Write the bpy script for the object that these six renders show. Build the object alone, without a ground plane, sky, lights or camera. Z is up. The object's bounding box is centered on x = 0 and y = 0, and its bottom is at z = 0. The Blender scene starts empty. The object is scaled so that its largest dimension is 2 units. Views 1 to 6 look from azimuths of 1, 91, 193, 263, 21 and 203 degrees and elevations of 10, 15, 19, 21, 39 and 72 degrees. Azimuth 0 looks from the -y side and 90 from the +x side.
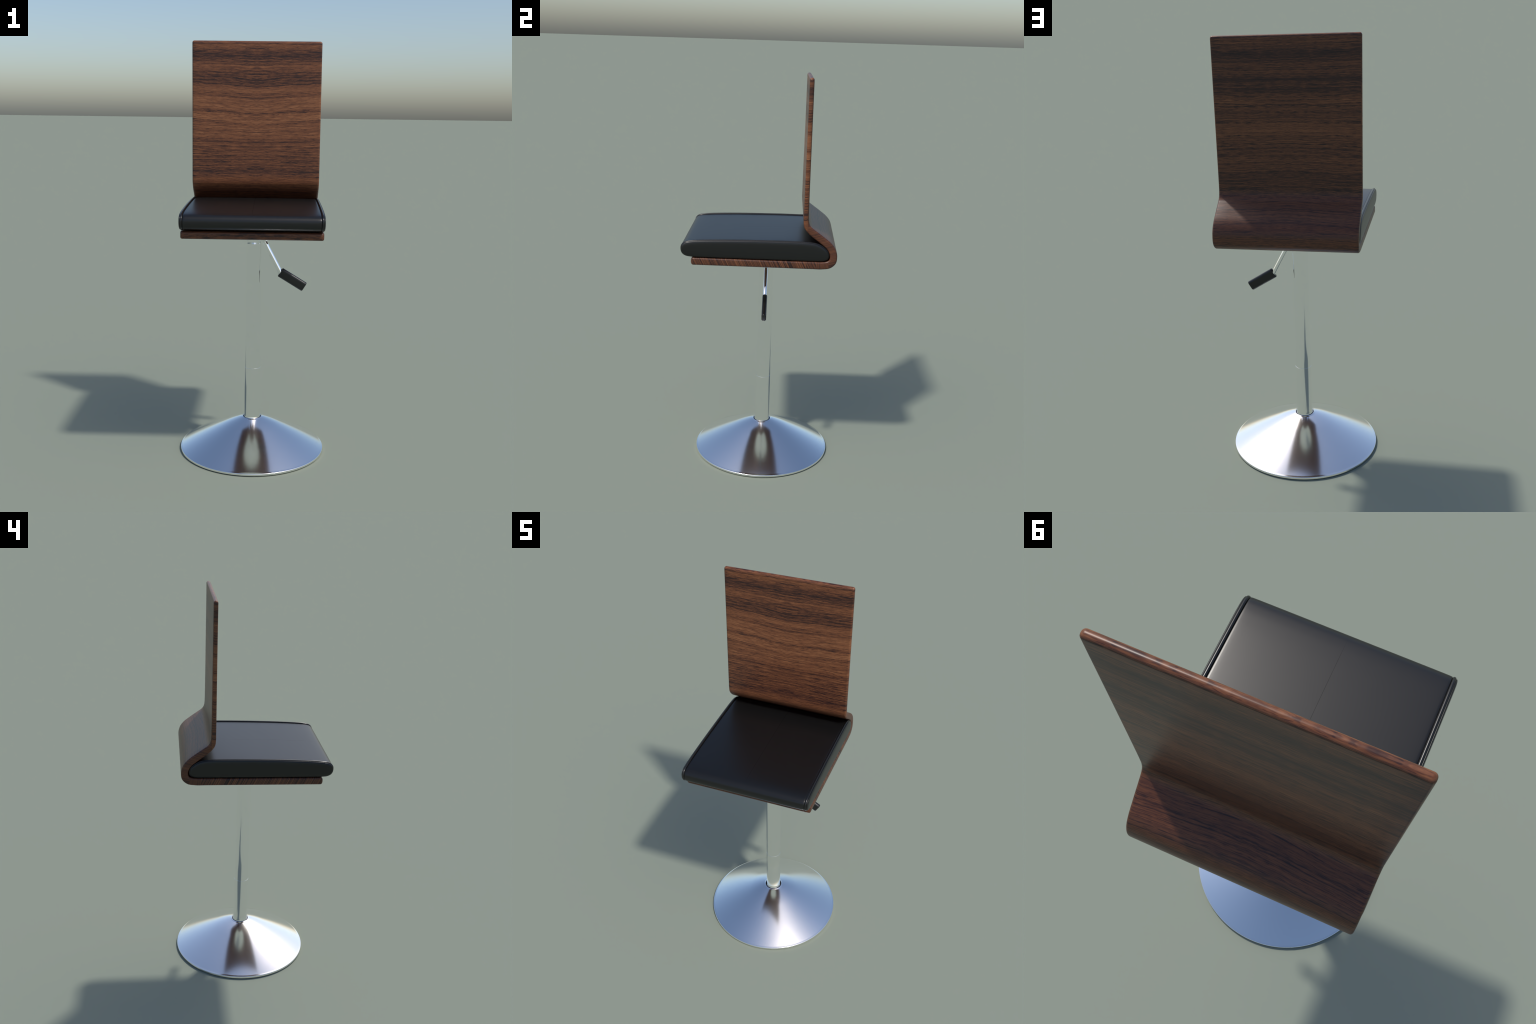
"""Adjustable bar stool: bent-plywood seat shell, black leather cushion with piping,
chrome pedestal with trumpet base, and a height lever with a black grip."""
import math
import bpy
import bmesh
import numpy as np
from mathutils import Vector

POST_Y = 0.0262         # the pedestal's axis stands at x = 0, y = POST_Y
SHELL_HALF_WIDTH = 0.3165
SPLIT_Z = 1.345         # where the backrest rises out of the bent seat shell


# ------------------------------------------------------------------ helpers
def catmull(points, per_span, closed=False):
    """Centripetal Catmull-Rom through points (n x k array)."""
    p = np.asarray(points, float)
    n = len(p)
    if closed:
        ext = np.vstack([p[-1:], p, p[:2]])
        spans = n
    else:
        ext = np.vstack([2 * p[0] - p[1], p, 2 * p[-1] - p[-2]])
        spans = n - 1
    out = []
    for i in range(spans):
        a, b, c, d = ext[i:i + 4]
        t0 = 0.0
        t1 = t0 + max(np.linalg.norm(b - a), 1e-9) ** 0.5
        t2 = t1 + max(np.linalg.norm(c - b), 1e-9) ** 0.5
        t3 = t2 + max(np.linalg.norm(d - c), 1e-9) ** 0.5
        k = per_span if isinstance(per_span, int) else max(2, int(math.ceil(np.linalg.norm(c - b) / per_span)))
        for j in range(k):
            t = t1 + (t2 - t1) * j / k
            a1 = (t1 - t) / (t1 - t0) * a + (t - t0) / (t1 - t0) * b
            a2 = (t2 - t) / (t2 - t1) * b + (t - t1) / (t2 - t1) * c
            a3 = (t3 - t) / (t3 - t2) * c + (t - t2) / (t3 - t2) * d
            b1 = (t2 - t) / (t2 - t0) * a1 + (t - t0) / (t2 - t0) * a2
            b2 = (t3 - t) / (t3 - t1) * a2 + (t - t1) / (t3 - t1) * a3
            out.append((t2 - t) / (t2 - t1) * b1 + (t - t1) / (t2 - t1) * b2)
    if not closed:
        out.append(p[-1])
    return np.array(out)


def add_object(name, verts, faces, material, parent, smooth_angle=None):
    me = bpy.data.meshes.new(name)
    me.from_pydata([tuple(map(float, v)) for v in verts], [], faces)
    bm = bmesh.new()
    bm.from_mesh(me)
    bmesh.ops.recalc_face_normals(bm, faces=bm.faces)
    bm.to_mesh(me)
    bm.free()
    me.polygons.foreach_set("use_smooth", [True] * len(me.polygons))
    if smooth_angle is not None:
        me.set_sharp_from_angle(angle=math.radians(smooth_angle))
    me.materials.append(material)
    ob = bpy.data.objects.new(name, me)
    bpy.context.scene.collection.objects.link(ob)
    ob.parent = parent
    return ob


def rings_to_faces(n_rings, n, closed_ring=True, cap_start=False, cap_end=False):
    faces = []
    for i in range(n_rings - 1):
        for j in range(n if closed_ring else n - 1):
            a, b = i * n + j, i * n + (j + 1) % n
            faces.append((a, b, b + n, a + n))
    if cap_start:
        faces.append(tuple(range(n))[::-1])
    if cap_end:
        faces.append(tuple((n_rings - 1) * n + j for j in range(n)))
    return faces


def lathe(name, profile, material, parent, centre, segments=160, smooth_angle=35):
    """Turned part: profile is a list of (radius, z), radius 0 allowed at the ends."""
    verts, rings = [], []
    for r, z in profile:
        if r < 1e-6:
            rings.append([len(verts)])
            verts.append((centre[0], centre[1], z))
        else:
            rings.append(list(range(len(verts), len(verts) + segments)))
            for k in range(segments):
                a = math.tau * k / segments
                verts.append((centre[0] + r * math.cos(a), centre[1] + r * math.sin(a), z))
    faces = []
    for lo, hi in zip(rings[:-1], rings[1:]):
        for k in range(segments):
            m = (k + 1) % segments
            if len(lo) == 1 and len(hi) > 1:
                faces.append((lo[0], hi[k], hi[m]))
            elif len(hi) == 1 and len(lo) > 1:
                faces.append((lo[k], hi[0], lo[m]))
            elif len(lo) > 1 and len(hi) > 1:
                faces.append((lo[k], lo[m], hi[m], hi[k]))
    return add_object(name, verts, faces, material, parent, smooth_angle)


def arc(cx, cz, r, a0, a1, n):
    """(radius, z) points of a round-over, angles in degrees."""
    return [(cx + r * math.cos(math.radians(a0 + (a1 - a0) * i / n)),
             cz + r * math.sin(math.radians(a0 + (a1 - a0) * i / n))) for i in range(n + 1)]


# ---------------------------------------------------------------- materials
class Nodes:
    def __init__(self, name):
        self.mat = bpy.data.materials.new(name)
        self.mat.use_nodes = True
        self.tree = self.mat.node_tree
        self.bsdf = self.tree.nodes["Principled BSDF"]

    def new(self, kind, **props):
        n = self.tree.nodes.new(kind)
        for k, v in props.items():
            setattr(n, k, v)
        return n

    def link(self, a, b):
        self.tree.links.new(a, b)

    def put(self, socket, value):
        if isinstance(value, bpy.types.NodeSocket):
            self.link(value, socket)
        else:
            socket.default_value = value

    def math(self, op, a, b=0.0, c=0.0, clamp=False):
        n = self.new("ShaderNodeMath", operation=op, use_clamp=clamp)
        for s, v in zip(n.inputs, (a, b, c)):
            self.put(s, v)
        return n.outputs[0]

    def smooth(self, v, lo, hi):
        n = self.new("ShaderNodeMapRange", interpolation_type="SMOOTHSTEP")
        self.put(n.inputs["Value"], v)
        n.inputs["From Min"].default_value, n.inputs["From Max"].default_value = lo, hi
        return n.outputs[0]

    def vec(self, x, y, z):
        n = self.new("ShaderNodeCombineXYZ")
        for s, v in zip(n.inputs, (x, y, z)):
            self.put(s, v)
        return n.outputs[0]

    def noise(self, vector, scale=1.0, detail=2.0, rough=0.5, distortion=0.0):
        n = self.new("ShaderNodeTexNoise")
        self.link(vector, n.inputs["Vector"])
        for k, v in (("Scale", scale), ("Detail", detail), ("Roughness", rough), ("Distortion", distortion)):
            n.inputs[k].default_value = v
        return n.outputs["Fac"]

    def ramp(self, fac, stops, interpolation="LINEAR"):
        n = self.new("ShaderNodeValToRGB")
        n.color_ramp.interpolation = interpolation
        e = n.color_ramp.elements
        while len(e) > 1:
            e.remove(e[-1])
        for i, (pos, col) in enumerate(stops):
            el = e[0] if i == 0 else e.new(pos)
            el.position = pos
            el.color = (col, col, col, 1) if isinstance(col, float) else (*col, 1)
        self.put(n.inputs["Fac"], fac)
        return n.outputs["Color"]

    def mix(self, fac, a, b):
        n = self.new("ShaderNodeMix", data_type="FLOAT")
        self.put(n.inputs[0], fac)
        self.put(n.inputs[2], a)
        self.put(n.inputs[3], b)
        return n.outputs[0]


def wood_material():
    """Book-matched walnut veneer: grain runs across the width and mirrors at x = 0."""
    m = Nodes("walnut_veneer")
    co = m.new("ShaderNodeTexCoord").outputs["Object"]
    sep = m.new("ShaderNodeSeparateXYZ")
    m.link(co, sep.inputs[0])
    x, y, z = sep.outputs
    ax = m.math("ABSOLUTE", x)

    # which sheet of veneer: front of the backrest, rear of the shell, seat plate
    rear = m.smooth(y, 0.2222, 0.2242)
    plate = m.math("MULTIPLY", m.smooth(m.math("MULTIPLY", z, -1.0), -1.150, -1.142),
                   m.smooth(m.math("MULTIPLY", y, -1.0), -0.335, -0.27))
    behind = m.math("MAXIMUM", m.math("SUBTRACT", y, 0.2145), 0.0)
    run_up = m.math("MULTIPLY_ADD", behind, -0.28, z)          # along the backrest and round the bend
    run_seat = m.math("MULTIPLY_ADD", y, 0.9, m.math("MULTIPLY", z, 0.45))  # leaning grain on the seat edge
    s = m.mix(plate, run_up, run_seat)
    sheet = m.math("MULTIPLY_ADD", rear, 3.7, m.math("MULTIPLY", plate, 5.3))
    up0 = m.math("MULTIPLY", m.math("SUBTRACT", s, 1.30), 1.0 / 0.70)

    # figure: the lines sag towards the matched joint on the front and arch on the rear
    centre = m.math("SUBTRACT", 1.0, m.math("MULTIPLY", ax, 1.0 / 0.3165))
    sag = m.mix(rear, m.ramp(up0, [(0.0, 0.30), (0.20, 0.38), (0.32, 0.55), (0.48, 0.92), (0.72, 0.90), (0.88, 0.60), (1.0, 0.5)]),
                m.ramp(up0, [(0.0, 0.22), (0.35, 0.30), (0.65, 0.45), (1.0, 0.58)]))
    s1 = m.math("MULTIPLY_ADD", m.math("MULTIPLY", centre, m.math("SUBTRACT", sag, 0.5)), 0.052, s)
    wav = m.noise(m.vec(m.math("MULTIPLY", ax, 4.5), m.math("MULTIPLY", s, 6.0), sheet), 1.0, 1.0)
    wav2 = m.noise(m.vec(m.math("MULTIPLY", ax, 17.0), m.math("MULTIPLY", s, 24.0), sheet), 1.0, 2.0)
    s2 = m.math("MULTIPLY_ADD", m.math("SUBTRACT", wav, 0.5), 0.016, s1)
    s2 = m.math("MULTIPLY_ADD", m.math("SUBTRACT", wav2, 0.5), 0.0045, s2)

    def streak(kx, ks, detail=3.0, rough=0.55, shift=0.0):
        return m.noise(m.vec(m.math("MULTIPLY", ax, kx), m.math("MULTIPLY", s2, ks),
                             m.math("ADD", sheet, shift)), 1.0, detail, rough)

    broad = streak(0.8, 26.0, 2.0, 0.5)
    lines = streak(1.5, 120.0, 3.0, 0.6, 4.2)
    veins = streak(0.75, 62.0, 1.0, 0.4, 7.7)
    fine = streak(22.0, 330.0, 3.0, 0.65, 1.3)
    pores = streak(44.0, 390.0, 1.0, 0.5, 2.1)

    # where the darker heartwood bands sit up the front of the backrest
    up = m.math("MULTIPLY", m.math("SUBTRACT", s2, 1.30), 1.0 / 0.70)
    front_bands = m.ramp(up, [(0.0, 0.50), (0.10, 0.42), (0.22, 0.52), (0.31, 0.46), (0.36, 0.60), (0.47, 0.62),
                              (0.56, 0.68), (0.64, 0.54), (0.69, 0.58), (0.73, 0.34), (0.80, 0.42),
                              (0.84, 0.52), (0.88, 0.32), (0.92, 0.36), (0.96, 0.56), (1.0, 0.55)])
    rear_bands = m.ramp(up, [(0.0, 0.40), (0.12, 0.36), (0.22, 0.46), (0.30, 0.42), (0.40, 0.56), (0.52, 0.44),
                             (0.63, 0.54), (0.67, 0.24), (0.70, 0.34), (0.74, 0.20), (0.78, 0.46), (0.85, 0.24), (0.91, 0.30), (0.94, 0.44),
                             (1.0, 0.40)])
    bands = m.mix(m.math("MAXIMUM", rear, plate), front_bands, rear_bands)

    grain = m.math("MULTIPLY", m.math("SUBTRACT", broad, 0.5), 0.50)
    grain = m.math("MULTIPLY_ADD", m.math("SUBTRACT", lines, 0.5), 1.05, grain)
    grain = m.math("MULTIPLY_ADD", m.math("SUBTRACT", fine, 0.5), 1.35, grain)
    dash = m.smooth(pores, 0.55, 0.68)
    grain = m.math("MULTIPLY_ADD", dash, -0.25, grain)
    # long dark growth lines, broken up where the fine grain is pale
    edge = m.math("SUBTRACT", 1.0, m.smooth(m.math("ABSOLUTE", m.math("SUBTRACT", veins, 0.5)), 0.008, 0.030))
    vein = m.math("MULTIPLY", edge, m.smooth(m.math("MULTIPLY", fine, -1.0), -0.62, -0.40))
    # a second, tighter set of crisp lines where the wood is darker and all over the rear
    close = streak(1.1, 150.0, 1.0, 0.4, 9.1)
    edge2 = m.math("SUBTRACT", 1.0, m.smooth(m.math("ABSOLUTE", m.math("SUBTRACT", close, 0.48)), 0.010, 0.045))
    zone = m.math("MAXIMUM", m.smooth(m.math("MULTIPLY", bands, -1.0), -0.56, -0.42), m.math("MULTIPLY", rear, 0.8))
    vein2 = m.math("MULTIPLY", m.math("MULTIPLY", edge2, zone), m.smooth(m.math("MULTIPLY", fine, -1.0), -0.66, -0.46))
    grain = m.math("MULTIPLY", grain, m.mix(rear, 1.0, 0.75))
    grain = m.math("MULTIPLY_ADD", vein, -0.40, grain)
    grain = m.math("MULTIPLY_ADD", vein2, -0.28, grain)
    # the veneer that goes round the roll, and the sawn front end, are quieter
    roll = m.math("MULTIPLY", m.smooth(m.math("MULTIPLY", z, -1.0), -1.35, -1.29), m.math("SUBTRACT", 1.0, plate))
    front_end = m.smooth(m.math("MULTIPLY", y, -1.0), 0.320, 0.328)
    quiet = m.math("MAXIMUM", m.math("MULTIPLY", roll, 0.38), m.math("MULTIPLY", front_end, 0.45))
    grain = m.math("MULTIPLY", grain, m.math("SUBTRACT", 1.0, quiet))
    tone = m.math("ADD", grain, m.math("ADD", bands, m.mix(rear, 0.06, 0.045)), clamp=True)

    colour = m.ramp(tone, [(0.0, (0.021, 0.010, 0.010)), (0.25, (0.052, 0.020, 0.014)), (0.5, (0.128, 0.046, 0.022)),
                           (0.75, (0.205, 0.078, 0.034)), (1.0, (0.280, 0.118, 0.053))])
    m.link(colour, m.bsdf.inputs["Base Color"])
    rough = m.mix(fine, 0.32, 0.40)
    m.link(rough, m.bsdf.inputs["Roughness"])
    m.bsdf.inputs["Specular IOR Level"].default_value = 0.37
    bump = m.new("ShaderNodeBump")
    bump.inputs["Strength"].default_value = 0.05
    bump.inputs["Distance"].default_value = 0.001
    m.link(pores, bump.inputs["Height"])
    m.link(bump.outputs[0], m.bsdf.inputs["Normal"])
    return m.mat


def plain_material(name, colour, rough, metallic=0.0, grain=None):
    m = Nodes(name)
    m.bsdf.inputs["Base Color"].default_value = (*colour, 1)
    m.bsdf.inputs["Metallic"].default_value = metallic
    m.bsdf.inputs["Roughness"].default_value = rough
    if grain:
        scale, lo, hi = grain
        co = m.new("ShaderNodeTexCoord").outputs["Object"]
        n = m.noise(co, scale, 3.0, 0.6)
        m.link(m.mix(n, lo, hi), m.bsdf.inputs["Roughness"])
    return m.mat


WOOD = wood_material()
def leather_material():
    """Smooth black hide with a hairline centre seam."""
    m = Nodes("black_leather")
    m.bsdf.inputs["Base Color"].default_value = (0.0055, 0.0055, 0.0056, 1)
    sep = m.new("ShaderNodeSeparateXYZ")
    m.link(m.new("ShaderNodeTexCoord").outputs["Object"], sep.inputs[0])
    seam = m.math("SUBTRACT", 1.0, m.smooth(m.math("ABSOLUTE", sep.outputs[0]), 0.0004, 0.0011))
    seam = m.math("MULTIPLY", seam, m.smooth(sep.outputs[1], -0.37, -0.28))
    m.link(m.mix(seam, 0.33, 0.42), m.bsdf.inputs["Roughness"])
    m.link(m.mix(seam, 0.5, 0.26), m.bsdf.inputs["Specular IOR Level"])
    return m.mat


LEATHER = leather_material()
PIPING = plain_material("black_piping_leather", (0.0075, 0.0075, 0.0078), 0.28)
GRIP = plain_material("black_plastic", (0.008, 0.008, 0.008), 0.30)
CHROME = plain_material("polished_chrome", (0.985, 0.985, 0.985), 0.05, 1.0)
SATIN = plain_material("satin_chrome", (0.985, 0.985, 0.985), 0.15, 1.0)
DARK = plain_material("dark_gap", (0.01, 0.01, 0.01), 0.6)

stool = bpy.data.objects.new("bar_stool", None)
bpy.context.scene.collection.objects.link(stool)
stool["label"] = "bar stool with bent walnut shell, black leather cushion and chrome pedestal"
stool["category"] = "bar stool"


# -------------------------------------------------- bent plywood seat shell
def build_shell():
    # paired points on the sitter's face and the outer face, from the top rail down,
    # round the bend and forward under the cushion: (y, z, y, z)
    pairs = [
        (0.2038, 2.0000, 0.2254, 2.0000), (0.2038, 1.8000, 0.2254, 1.8000), (0.2032, 1.6000, 0.2255, 1.6000),
        (0.2027, 1.4500, 0.2259, 1.4500), (0.2026, 1.3750, 0.2264, 1.3780), (0.2028, 1.3330, 0.2278, 1.3420),
        (0.2066, 1.3075, 0.2327, 1.3216), (0.2169, 1.2905, 0.2425, 1.3082), (0.2384, 1.2680, 0.2594, 1.2952),
        (0.2805, 1.2365, 0.3016, 1.2646), (0.3135, 1.2095, 0.3404, 1.2334), (0.3276, 1.1918, 0.3601, 1.2075),
        (0.3348, 1.1690, 0.3702, 1.1700), (0.3320, 1.1520, 0.3648, 1.1345), (0.3210, 1.1445, 0.3395, 1.1112),
        (0.2970, 1.1410, 0.3010, 1.1040), (0.2500, 1.1405, 0.2500, 1.1035), (0.1000, 1.1400, 0.1000, 1.1035),
        (-0.1000, 1.1400, -0.1000, 1.1035), (-0.3310, 1.1400, -0.3310, 1.1035),
    ]
    q = catmull(pairs, 0.006)
    seg = np.linalg.norm(np.diff((q[:, :2] + q[:, 2:]) / 2, axis=0), axis=1)
    run = np.concatenate([[0], np.cumsum(seg)])
    # stations crowd at both ends, where the edge is rounded over
    r_top, r_front = 0.0105, 0.012
    ends = [r_top * (1 - math.cos(math.radians(a))) for a in (4, 12, 22, 34, 46, 58, 70, 80, 90)]
    tail = [run[-1] - r_front * (1 - math.cos(math.radians(a))) for a in (4, 12, 22, 34, 46, 58, 70, 80, 90)][::-1]
    mids = [r for r in run if r_top * 1.2 < r < run[-1] - r_front * 1.2]
    split_run = run[np.argmin(abs(q[:, 1] - SPLIT_Z) + 10 * (q[:, 0] > 0.22))]
    stations = np.array(ends + mids + tail)
    q = np.array([np.interp(stations, run, q[:, k]) for k in range(4)]).T
    total = run[-1]

    verts, corner = [], 6
    for s, (yi, zi, yo, zo) in zip(stations, q):
        c, d = np.array([(yi + yo) / 2, (zi + zo) / 2]), np.array([yo - yi, zo - zi])
        h = np.linalg.norm(d) / 2
        d = d / (2 * h)
        inset = 0.0
        if s < r_top:
            inset = r_top - math.sqrt(max(r_top ** 2 - (r_top - s) ** 2, 0))
        elif total - s < r_front:
            t = total - s
            inset = r_front - math.sqrt(max(r_front ** 2 - (r_front - t) ** 2, 0))
        hh, w = max(h - inset, 0.0006), SHELL_HALF_WIDTH - inset
        rc = min(0.0085, 0.85 * hh)
        ring = []
        for sx, sn, a0 in ((1, 1, 0), (-1, 1, 90), (-1, -1, 180), (1, -1, 270)):
            for k in range(corner + 1):
                a = math.radians(a0 + 90 * k / corner)
                ring.append((sx * (w - rc) + rc * math.cos(a), sn * (hh - rc) + rc * math.sin(a)))
            if a0 in (0, 180):      # points across the wide face keep the quads well shaped
                far = -sx * (w - rc)
                near = sx * (w - rc)
                for k in range(1, 12):
                    ring.append((near + (far - near) * k / 12, sn * hh))
        for u, n in ring:
            p = c + d * n
            verts.append((u, p[0], p[1]))
    n = len(verts) // len(stations)
    faces = rings_to_faces(len(stations), n, True, True, True)
    me = bpy.data.meshes.new("shell_whole")
    me.from_pydata([tuple(map(float, v)) for v in verts], [], faces)
    bm = bmesh.new()
    bm.from_mesh(me)
    bmesh.ops.recalc_face_normals(bm, faces=bm.faces)
    bm.to_mesh(me)
    bm.free()
    me.polygons.foreach_set("use_smooth", [True] * len(me.polygons))
    normals = [v.normal.copy() for v in me.vertices]
    cut = int(np.argmin(abs(stations - split_run)))
    for name, keep in (("backrest", lambda k: k < cut), ("seat_shell", lambda k: k >= cut)):
        fs = [tuple(p.vertices) for p in me.polygons if keep(min(v // n for v in p.vertices))]
        used = sorted({v for f in fs for v in f})
        remap = {v: i for i, v in enumerate(used)}
        part = bpy.data.meshes.new(name)
        part.from_pydata([me.vertices[v].co for v in used], [], [tuple(remap[v] for v in f) for f in fs])
        part.polygons.foreach_set("use_smooth", [True] * len(part.polygons))
        part.normals_split_custom_set_from_vertices([normals[v] for v in used])
        part.materials.append(WOOD)
        ob = bpy.data.objects.new(name, part)
        bpy.context.scene.collection.objects.link(ob)
        ob.parent = stool
    bpy.data.meshes.remove(me)


# ------------------------------------------------------------- seat cushion
CUSHION_CENTRE = np.array([-0.023, 1.190])
CUSHION_HALF = np.array([0.357, 0.0475])


def cushion_profile(step=0.008):
    """Side outline of the cushion (y, z), anticlockwise from the nose."""
    pts = [
        (-0.3805, 1.184), (-0.3790, 1.170), (-0.3730, 1.158), (-0.3580, 1.1480), (-0.3310, 1.1440), (-0.2800, 1.1430),
        (-0.1000, 1.1425), (0.1000, 1.1425), (0.2600, 1.1427), (0.3000, 1.1435), (0.3200, 1.1480), (0.3305, 1.1580),
        (0.3325, 1.1720), (0.3255, 1.1940), (0.3085, 1.2130), (0.2780, 1.2300), (0.2300, 1.2370), (0.1600, 1.2385),
        (0.0050, 1.2375), (-0.1530, 1.2340), (-0.2910, 1.2275), (-0.3350, 1.2230), (-0.3590, 1.2175),
        (-0.3720, 1.2090), (-0.3790, 1.1975),
    ]
    return catmull(pts, step, closed=True)


def shrink(profile, d):
    """Draw the outline in by about d all round."""
    return CUSHION_CENTRE + (profile - CUSHION_CENTRE) * (1 - d / CUSHION_HALF)


def build_cushion():
    prof = cushion_profile()
    side = [  # (x, inset) from the centre out to the middle of the side panel
        (0.0, 0.0048), (0.04, 0.0048), (0.10, 0.0048), (0.16, 0.0048), (0.20, 0.0048), (0.24, 0.0048), (0.27, 0.0049),
        (0.285, 0.0050), (0.294, 0.0052), (0.2992, 0.0055), (0.3014, 0.0063), (0.3027, 0.0080), (0.3036, 0.0120),
        (0.3110, 0.0120), (0.3116, 0.0078), (0.3124, 0.0052), (0.3138, 0.0038), (0.3155, 0.0042), (0.3172, 0.0068),
        (0.3185, 0.0115), (0.3193, 0.0180), (0.3197, 0.0270), (0.3199, 0.0370),
    ]
    stations = [(-x, d) for x, d in side[:0:-1]] + side
    verts = []
    for x, d in stations:
        ring = shrink(prof, d)
        for y, z in ring:
            crown = (0.0004 + 0.0016 * min(1.0, max(0.0, (y + 0.05) / 0.20))) * (1 - min(abs(x) / 0.303, 1.0) ** 4.0)
            top = max(0.0, min(1.0, (z - 1.20) / 0.03))
            fade = min(1.0, max(0.0, (0.275 - y) / 0.06))
            nose = min(1.0, max(0.0, (-0.30 - y) / 0.07)) if abs(x) < 0.302 else 0.0
            verts.append((x, y - 0.0045 * nose, z - 0.0025 * nose * max(0.0, min(1.0, (1.185 - z) / 0.02)) + crown * top * top * (3 - 2 * top) * fade))
    n = len(prof)
    body = add_object("seat_cushion", verts, rings_to_faces(len(stations), n, True, True, True), LEATHER, stool)
    # piping cord sewn along both side edges
    core = shrink(prof, 0.0050)
    tangent = np.roll(core, -1, axis=0) - np.roll(core, 1, axis=0)
    tangent /= np.linalg.norm(tangent, axis=1)[:, None]
    outward = np.stack([tangent[:, 1], -tangent[:, 0]], 1)
    for x0 in (0.3075, -0.3075):
        v = []
        for p, o in zip(core, outward):
            for k in range(14):
                a = math.tau * k / 14
                off = o * 0.0055 * math.sin(a)
                v.append((x0 + 0.0055 * math.cos(a), p[0] + off[0], p[1] + off[1]))
        f = rings_to_faces(n, 14)
        f += [((n - 1) * 14 + j, (n - 1) * 14 + (j + 1) % 14, (j + 1) % 14, j) for j in range(14)]
        add_object("piping", v, f, PIPING, body)
    return body


# ------------------------------------------------------------ chrome pedestal
def build_pedestal():
    c = (0.0, POST_Y)
    base = [(0.0, 0.0), (0.340, 0.0), (0.3535, 0.0008), (0.3555, 0.0028), (0.3555, 0.0085)]
    base += arc(0.3525, 0.0095, 0.0030, 10, 62, 5)
    # gently convex flank that rounds over towards the neck: slope against radius
    radii = np.linspace(0.3510, 0.0490, 60)
    slope = np.interp(radii, [0.049, 0.140, 0.351], [0.335, 0.468, 0.530])
    rise = np.concatenate([[0], np.cumsum((slope[1:] + slope[:-1]) / 2 * -np.diff(radii))])
    base += list(zip(radii, 0.0131 + rise * (0.1447 / rise[-1])))
    base += [(0.0476, 0.1588), (0.0462, 0.1597), (0.0448, 0.1596), (0.0442, 0.1585), (0.0440, 0.1540), (0.0, 0.1530)]
    lathe("pedestal_base", base, SATIN, stool, c, 200, 40)
    lathe("shadow_gap_ring", [(0.036, 0.1515), (0.0441, 0.1515), (0.0441, 0.1552), (0.036, 0.1552)], DARK, stool, c, 96, 30)  # matt black ring laid in the chrome groove to draw its shadow
    lower = [(0.0, 0.152), (0.0402, 0.152), (0.0404, 0.1600), (0.0402, 0.1616), (0.0396, 0.1634), (0.0391, 0.1662),
             (0.0386, 0.1705), (0.0383, 0.1755), (0.0383, 0.4145)]
    lower += arc(0.0378, 0.4145, 0.0005, 0, 90, 4) + [(0.030, 0.4150), (0.0, 0.4150)]
    lathe("lower_tube", lower, CHROME, stool, c, 128, 40)
    upper = [(0.0, 0.400), (0.0378, 0.400), (0.0378, 1.0385)]
    upper += [(0.0378, 1.0400), (0.0, 1.0400)]
    lathe("upper_tube", upper, CHROME, stool, c, 128, 40)
    # shallow dish that carries the shell
    dish = [(0.0, 1.036), (0.0379, 1.036), (0.0390, 1.0372), (0.0397, 1.0394), (0.0425, 1.0412)]
    for t in np.linspace(0, 1, 16):
        dish.append((0.046 + 0.104 * t, 1.0426 + 0.0400 * t - 0.001 * math.sin(math.pi * t)))
    dish += arc(0.1495, 1.0890, 0.0035, -60, 0, 4) + [(0.153, 1.1030), (0.0, 1.1030)]
    lathe("mounting_dish", dish, CHROME, stool, c, 160, 40)


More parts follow.
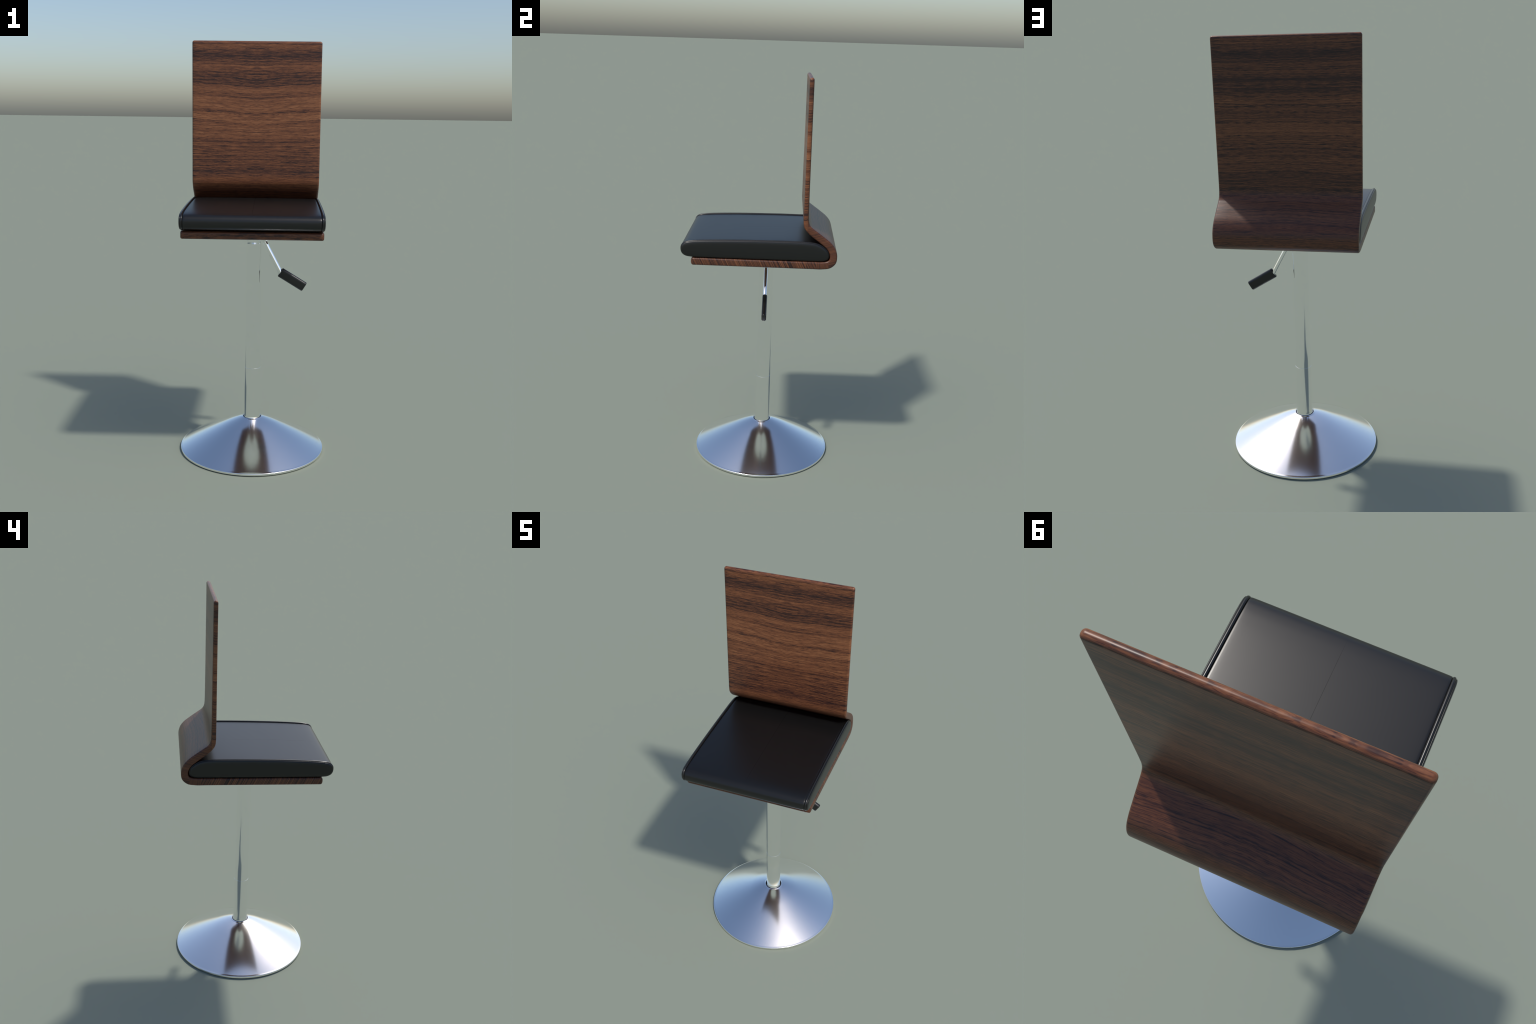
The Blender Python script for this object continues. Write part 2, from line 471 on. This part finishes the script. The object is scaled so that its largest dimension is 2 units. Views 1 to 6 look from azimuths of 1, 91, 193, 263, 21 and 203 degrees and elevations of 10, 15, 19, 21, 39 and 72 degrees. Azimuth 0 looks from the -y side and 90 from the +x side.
# ------------------------------------------------------------- height lever
def sweep(path, section, name, material, parent, insets=None):
    """Sweep a section (list of (along y, across)) along a path in the x-z plane."""
    p = np.asarray(path, float)
    t = np.gradient(p, axis=0)
    t /= np.linalg.norm(t, axis=1)[:, None]
    verts = []
    for i, (q, d) in enumerate(zip(p, t)):
        across = np.array([-d[2], 0.0, d[0]])
        k = insets[i] if insets is not None else (0.0, 0.0)
        for a, b, in section(k) if callable(section) else section:
            verts.append(q + np.array([0, 1.0, 0]) * a + across * b)
    n = len(verts) // len(p)
    return add_object(name, verts, rings_to_faces(len(p), n, True, True, True), material, parent, 50)


def build_lever():
    y = POST_Y
    pts = [(0.010, y, 1.0660), (0.034, y, 1.0570), (0.0485, y, 1.0465), (0.0578, y, 1.0325), (0.0640, y, 1.0190),
           (0.0900, y, 0.9700), (0.1275, y, 0.8990), (0.1350, y, 0.8848)]
    circle = [(0.0112 * math.cos(math.tau * k / 24), 0.0112 * math.sin(math.tau * k / 24)) for k in range(24)]
    rod = sweep(catmull(pts, 8), circle, "lever", CHROME, stool)

    a, b = np.array([0.1288, y, 0.8950]), np.array([0.2475, y + 0.0005, 0.8225])
    length, r_end = float(np.linalg.norm(b - a)), 0.005
    half_y, half_t = 0.0119, 0.0241

    def stadium(k):
        hy, ht = half_y - k, half_t - k
        out = []
        for sgn, a0 in ((1, 0), (-1, 180)):
            for j in range(17):
                an = math.radians(a0 + 180 * j / 16)
                out.append((hy * math.cos(an), sgn * (ht - hy) + hy * math.sin(an)))
        return out

    angles = [math.radians(v) for v in (5, 20, 40, 60, 75, 90)]
    r_in = 0.0040
    s_all = [r_in * (1 - math.cos(v)) for v in angles] + list(np.linspace(r_in, length - r_end, 14)[1:-1])
    k_all = [r_in * (1 - math.sin(v)) for v in angles] + [0.0] * 12
    s_all += [length - r_end * (1 - math.cos(v)) for v in angles[::-1]]
    k_all += [r_end * (1 - math.sin(v)) for v in angles[::-1]]
    path = [a + (b - a) * s / length for s in s_all]
    sweep(path, stadium, "lever_grip", GRIP, rod, k_all)


build_shell()
build_cushion()
build_pedestal()
build_lever()
